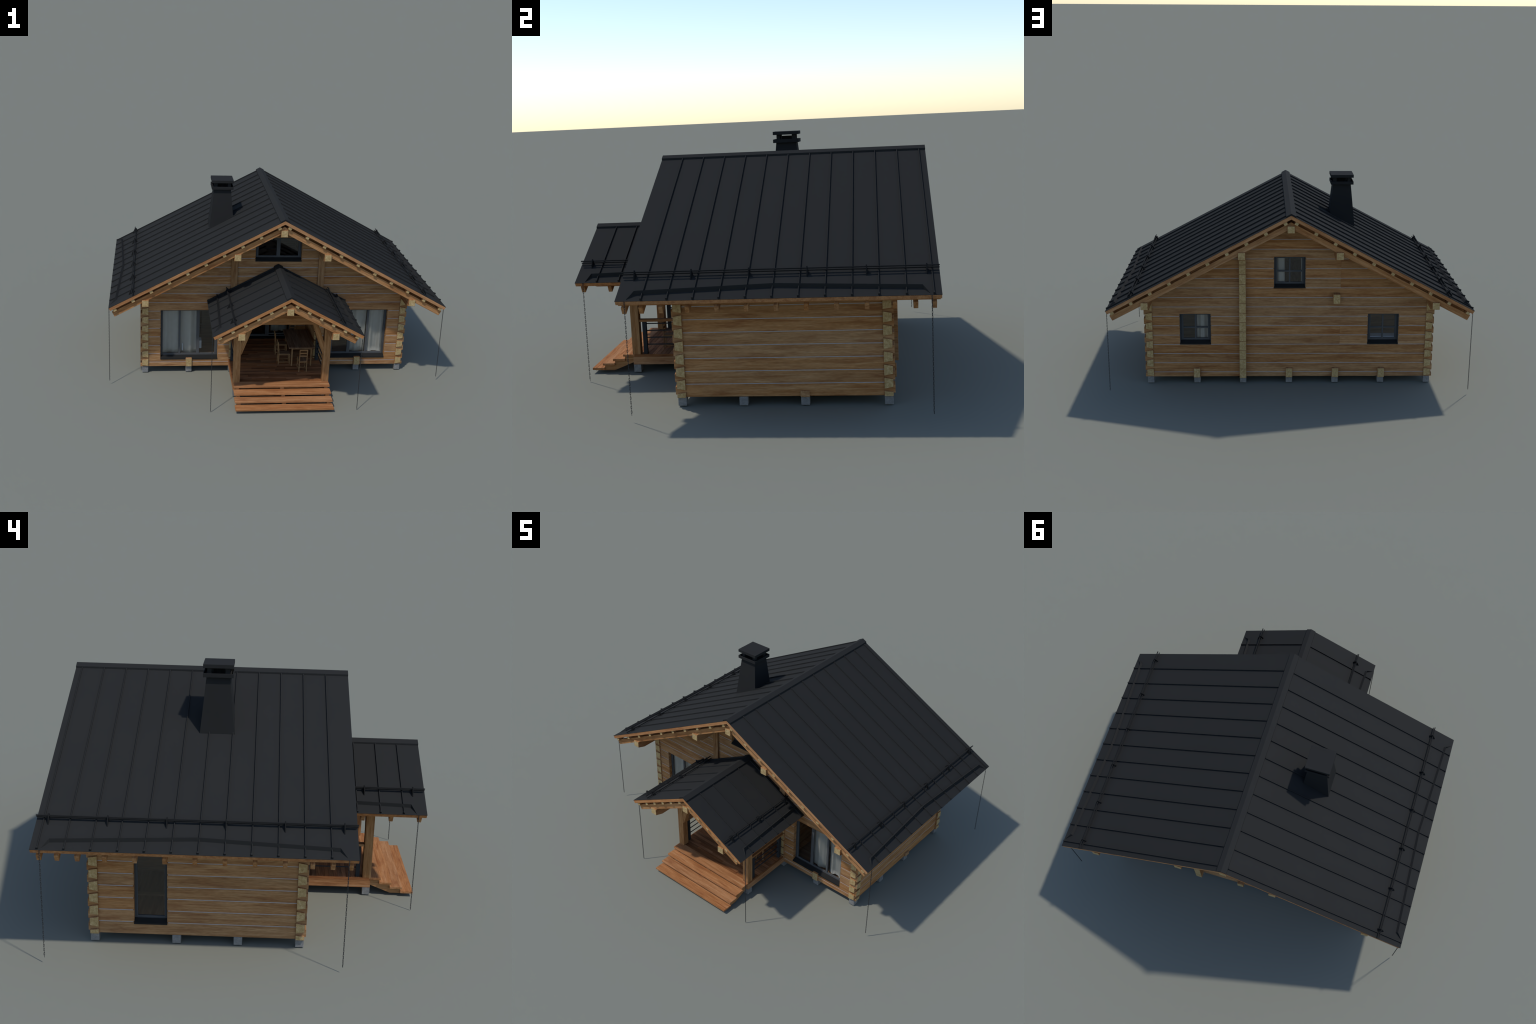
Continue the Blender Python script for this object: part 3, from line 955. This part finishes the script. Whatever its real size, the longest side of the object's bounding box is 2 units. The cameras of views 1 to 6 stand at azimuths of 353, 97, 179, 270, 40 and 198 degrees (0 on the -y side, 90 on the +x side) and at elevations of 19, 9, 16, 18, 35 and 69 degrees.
def brace(p0, p1, wide, thick_dir, thick):
    """board from p0 (low) to p1 (high), width measured in the plane across thick_dir"""
    p0, p1 = Vector(p0), Vector(p1)
    ex = (p1 - p0).normalized()
    ey = Vector(thick_dir)
    ez = ex.cross(ey).normalized()
    m = Matrix.Identity(4)
    for i in range(3):
        m[i][0], m[i][1], m[i][2] = ex[i], ey[i], ez[i]
    m.translation = (p0 + p1) / 2
    beam("brace", cabin, m, (p1 - p0).length, thick, wide, M_POST, 0.001)
for s in (-1, 1):
    brace((s * 0.2510, -0.5915, 0.2720), (s * 0.1810, -0.5915, 0.4660), 0.0300, (0, 1, 0), 0.0340)

# railings
for s in (-1, 1):
    x = s * 0.2620
    rail = box_part("railing", cabin, x - 0.0145, x + 0.0145, -0.5700, -0.2870, 0.2505, 0.2622, M_BEAM, 0.001, "y")
    for (ya, yb) in ((-0.5580, -0.5390), (-0.3185, -0.3000)):
        box_part("railing_post", rail, x - 0.0092, x + 0.0092, ya, yb, PZ, 0.2506, M_RAIL, 0.0006, "z")
    for z in (0.2394, 0.2050, 0.1705, 0.1360):
        bm = bmesh.new()
        bm_tube(bm, (x, -0.5400, z), (x, -0.3170, z), 0.0029, 10)
        add_obj("railing_bar", finish_mesh("railing_bar", bm, [M_RAIL]), rail, I4)

# ------------------------------------------------------------------ rain chains
def rain_chain(x, y, z_top, z_bot):
    pitch, ln, wd, r = 0.0098, 0.0134, 0.0058, 0.00088
    n = int((z_top - z_bot) / pitch)
    bm = bmesh.new()
    seg, tube = 14, 6
    for k in range(n):
        zc = z_bot + ln / 2 + k * pitch
        rot = (k % 2) * math.pi / 2 + 0.35
        cu = Vector((math.cos(rot), math.sin(rot), 0))
        cw = Vector((-math.sin(rot), math.cos(rot), 0))
        rings = []
        for i in range(seg):
            t = 2 * math.pi * i / seg
            # stadium-shaped link
            hw, hl = wd / 2 - r, (ln - wd) / 2
            px, pz = hw * math.cos(t), hw * math.sin(t) + (hl if math.sin(t) > 0 else -hl)
            nrm = cu * math.cos(t) + Vector((0, 0, 1)) * math.sin(t)
            ctr = Vector((x, y, zc)) + cu * px + Vector((0, 0, pz))
            rings.append([bm.verts.new(ctr + r * (math.cos(a) * nrm + math.sin(a) * cw)) for a in (2 * math.pi * q / tube for q in range(tube))])
        for i in range(seg):
            A, B = rings[i], rings[(i + 1) % seg]
            for q in range(tube):
                p = (q + 1) % tube
                bm.faces.new((A[q], A[p], B[p], B[q]))
    add_obj("rain_chain", finish_mesh("rain_chain", bm, [M_CHAIN], smooth=True), cabin, I4)
for s in (-1, 1):
    rain_chain(s * 0.9970, -0.4280, 0.5020, 0.0230)
    rain_chain(s * 0.9970, 0.7868, 0.5020, 0.0230)
    rain_chain(s * 0.4205, -0.7885, 0.4780, 0.0)

# ------------------------------------------------------------------ porch furniture (own things)
table = add_empty("dining_table", Tr(0.1525, -0.262, PZ))
table["label"] = "long wooden dining table with plank top"
table["category"] = "table"
m0 = parent_world[table]
for i in range(4):
    w = 0.1590 / 4
    x = -0.0795 + w * (i + 0.5)
    add_obj("table_plank", beam_mesh(0.2780, w - 0.0003, 0.0072, M_TOP, 0.0006), table, m0 @ Tr(x, 0, 0.1194) @ RZ90)
for sx in (-1, 1):
    for sy in (-1, 1):
        add_obj("table_leg", beam_mesh(0.1158, 0.0075, 0.0080, M_FURN, 0.0005), table, m0 @ Tr(sx * 0.0585, sy * 0.1320, 0.0579) @ RVERT)
for sy in (-1, 1):
    add_obj("table_apron", beam_mesh(0.1090, 0.0045, 0.0065, M_FURN, 0.0004), table, m0 @ Tr(0, sy * 0.1320, 0.1122))
for sx in (-1, 1):
    add_obj("table_apron", beam_mesh(0.2560, 0.0045, 0.0065, M_FURN, 0.0004), table, m0 @ Tr(sx * 0.0585, 0, 0.1122) @ RZ90)

def chair(x, y, ang):
    """chair facing local +Y; backrest at local -Y"""
    base = Tr(x, y, PZ) @ Matrix.Rotation(ang, 4, "Z")
    c = add_empty("dining_chair", base)
    c["label"] = "slim ladder-back wooden dining chair"
    c["category"] = "chair"
    hw, hd = 0.0225, 0.0345
    for sx in (-1, 1):
        add_obj("chair_leg", beam_mesh(0.0660, 0.0050, 0.0050, M_FURN, 0.0004), c, base @ Tr(sx * hw, hd, 0.0330) @ RVERT)
        add_obj("chair_leg", beam_mesh(0.0690, 0.0052, 0.0052, M_FURN, 0.0004), c, base @ Tr(sx * hw, -hd + 0.0012, 0.0342) @ Matrix.Rotation(math.radians(-2), 4, "X") @ RVERT)
        add_obj("backrest_stile", beam_mesh(0.0790, 0.0052, 0.0052, M_FURN, 0.0004), c, base @ Tr(sx * hw, -hd - 0.0012, 0.1070) @ Matrix.Rotation(math.radians(5), 4, "X") @ RVERT)
        add_obj("seat_rail", beam_mesh(2 * hd, 0.0042, 0.0068, M_FURN, 0.0004), c, base @ Tr(sx * hw, 0, 0.0645) @ RZ90)
        add_obj("stretcher", beam_mesh(2 * hd, 0.0034, 0.0042, M_FURN, 0.0004), c, base @ Tr(sx * hw, 0, 0.0150) @ RZ90)
    for sy in (-1, 1):
        add_obj("seat_rail", beam_mesh(2 * hw, 0.0042, 0.0068, M_FURN, 0.0004), c, base @ Tr(0, sy * hd, 0.0645))
    add_obj("stretcher", beam_mesh(2 * hw, 0.0034, 0.0042, M_FURN, 0.0004), c, base @ Tr(0, 0, 0.0150))
    add_obj("seat", beam_mesh(0.0680, 0.0450, 0.0030, M_TOP, 0.0006), c, base @ Tr(0, 0.0005, 0.0690) @ RZ90)
    for z, h in ((0.1420, 0.0088), (0.1232, 0.0095), (0.1035, 0.0095)):
        add_obj("backrest_slat", beam_mesh(2 * hw, 0.0030, h, M_FURN, 0.0004), c, base @ Tr(0, -hd - 0.0012 - (z - 0.107) * math.tan(math.radians(5)), z))
chair(0.1495, -0.4450, 0.0)
chair(0.0500, -0.3500, -math.pi / 2)
chair(0.0500, -0.2100, -math.pi / 2)
chair(0.1525, -0.0850, math.pi)
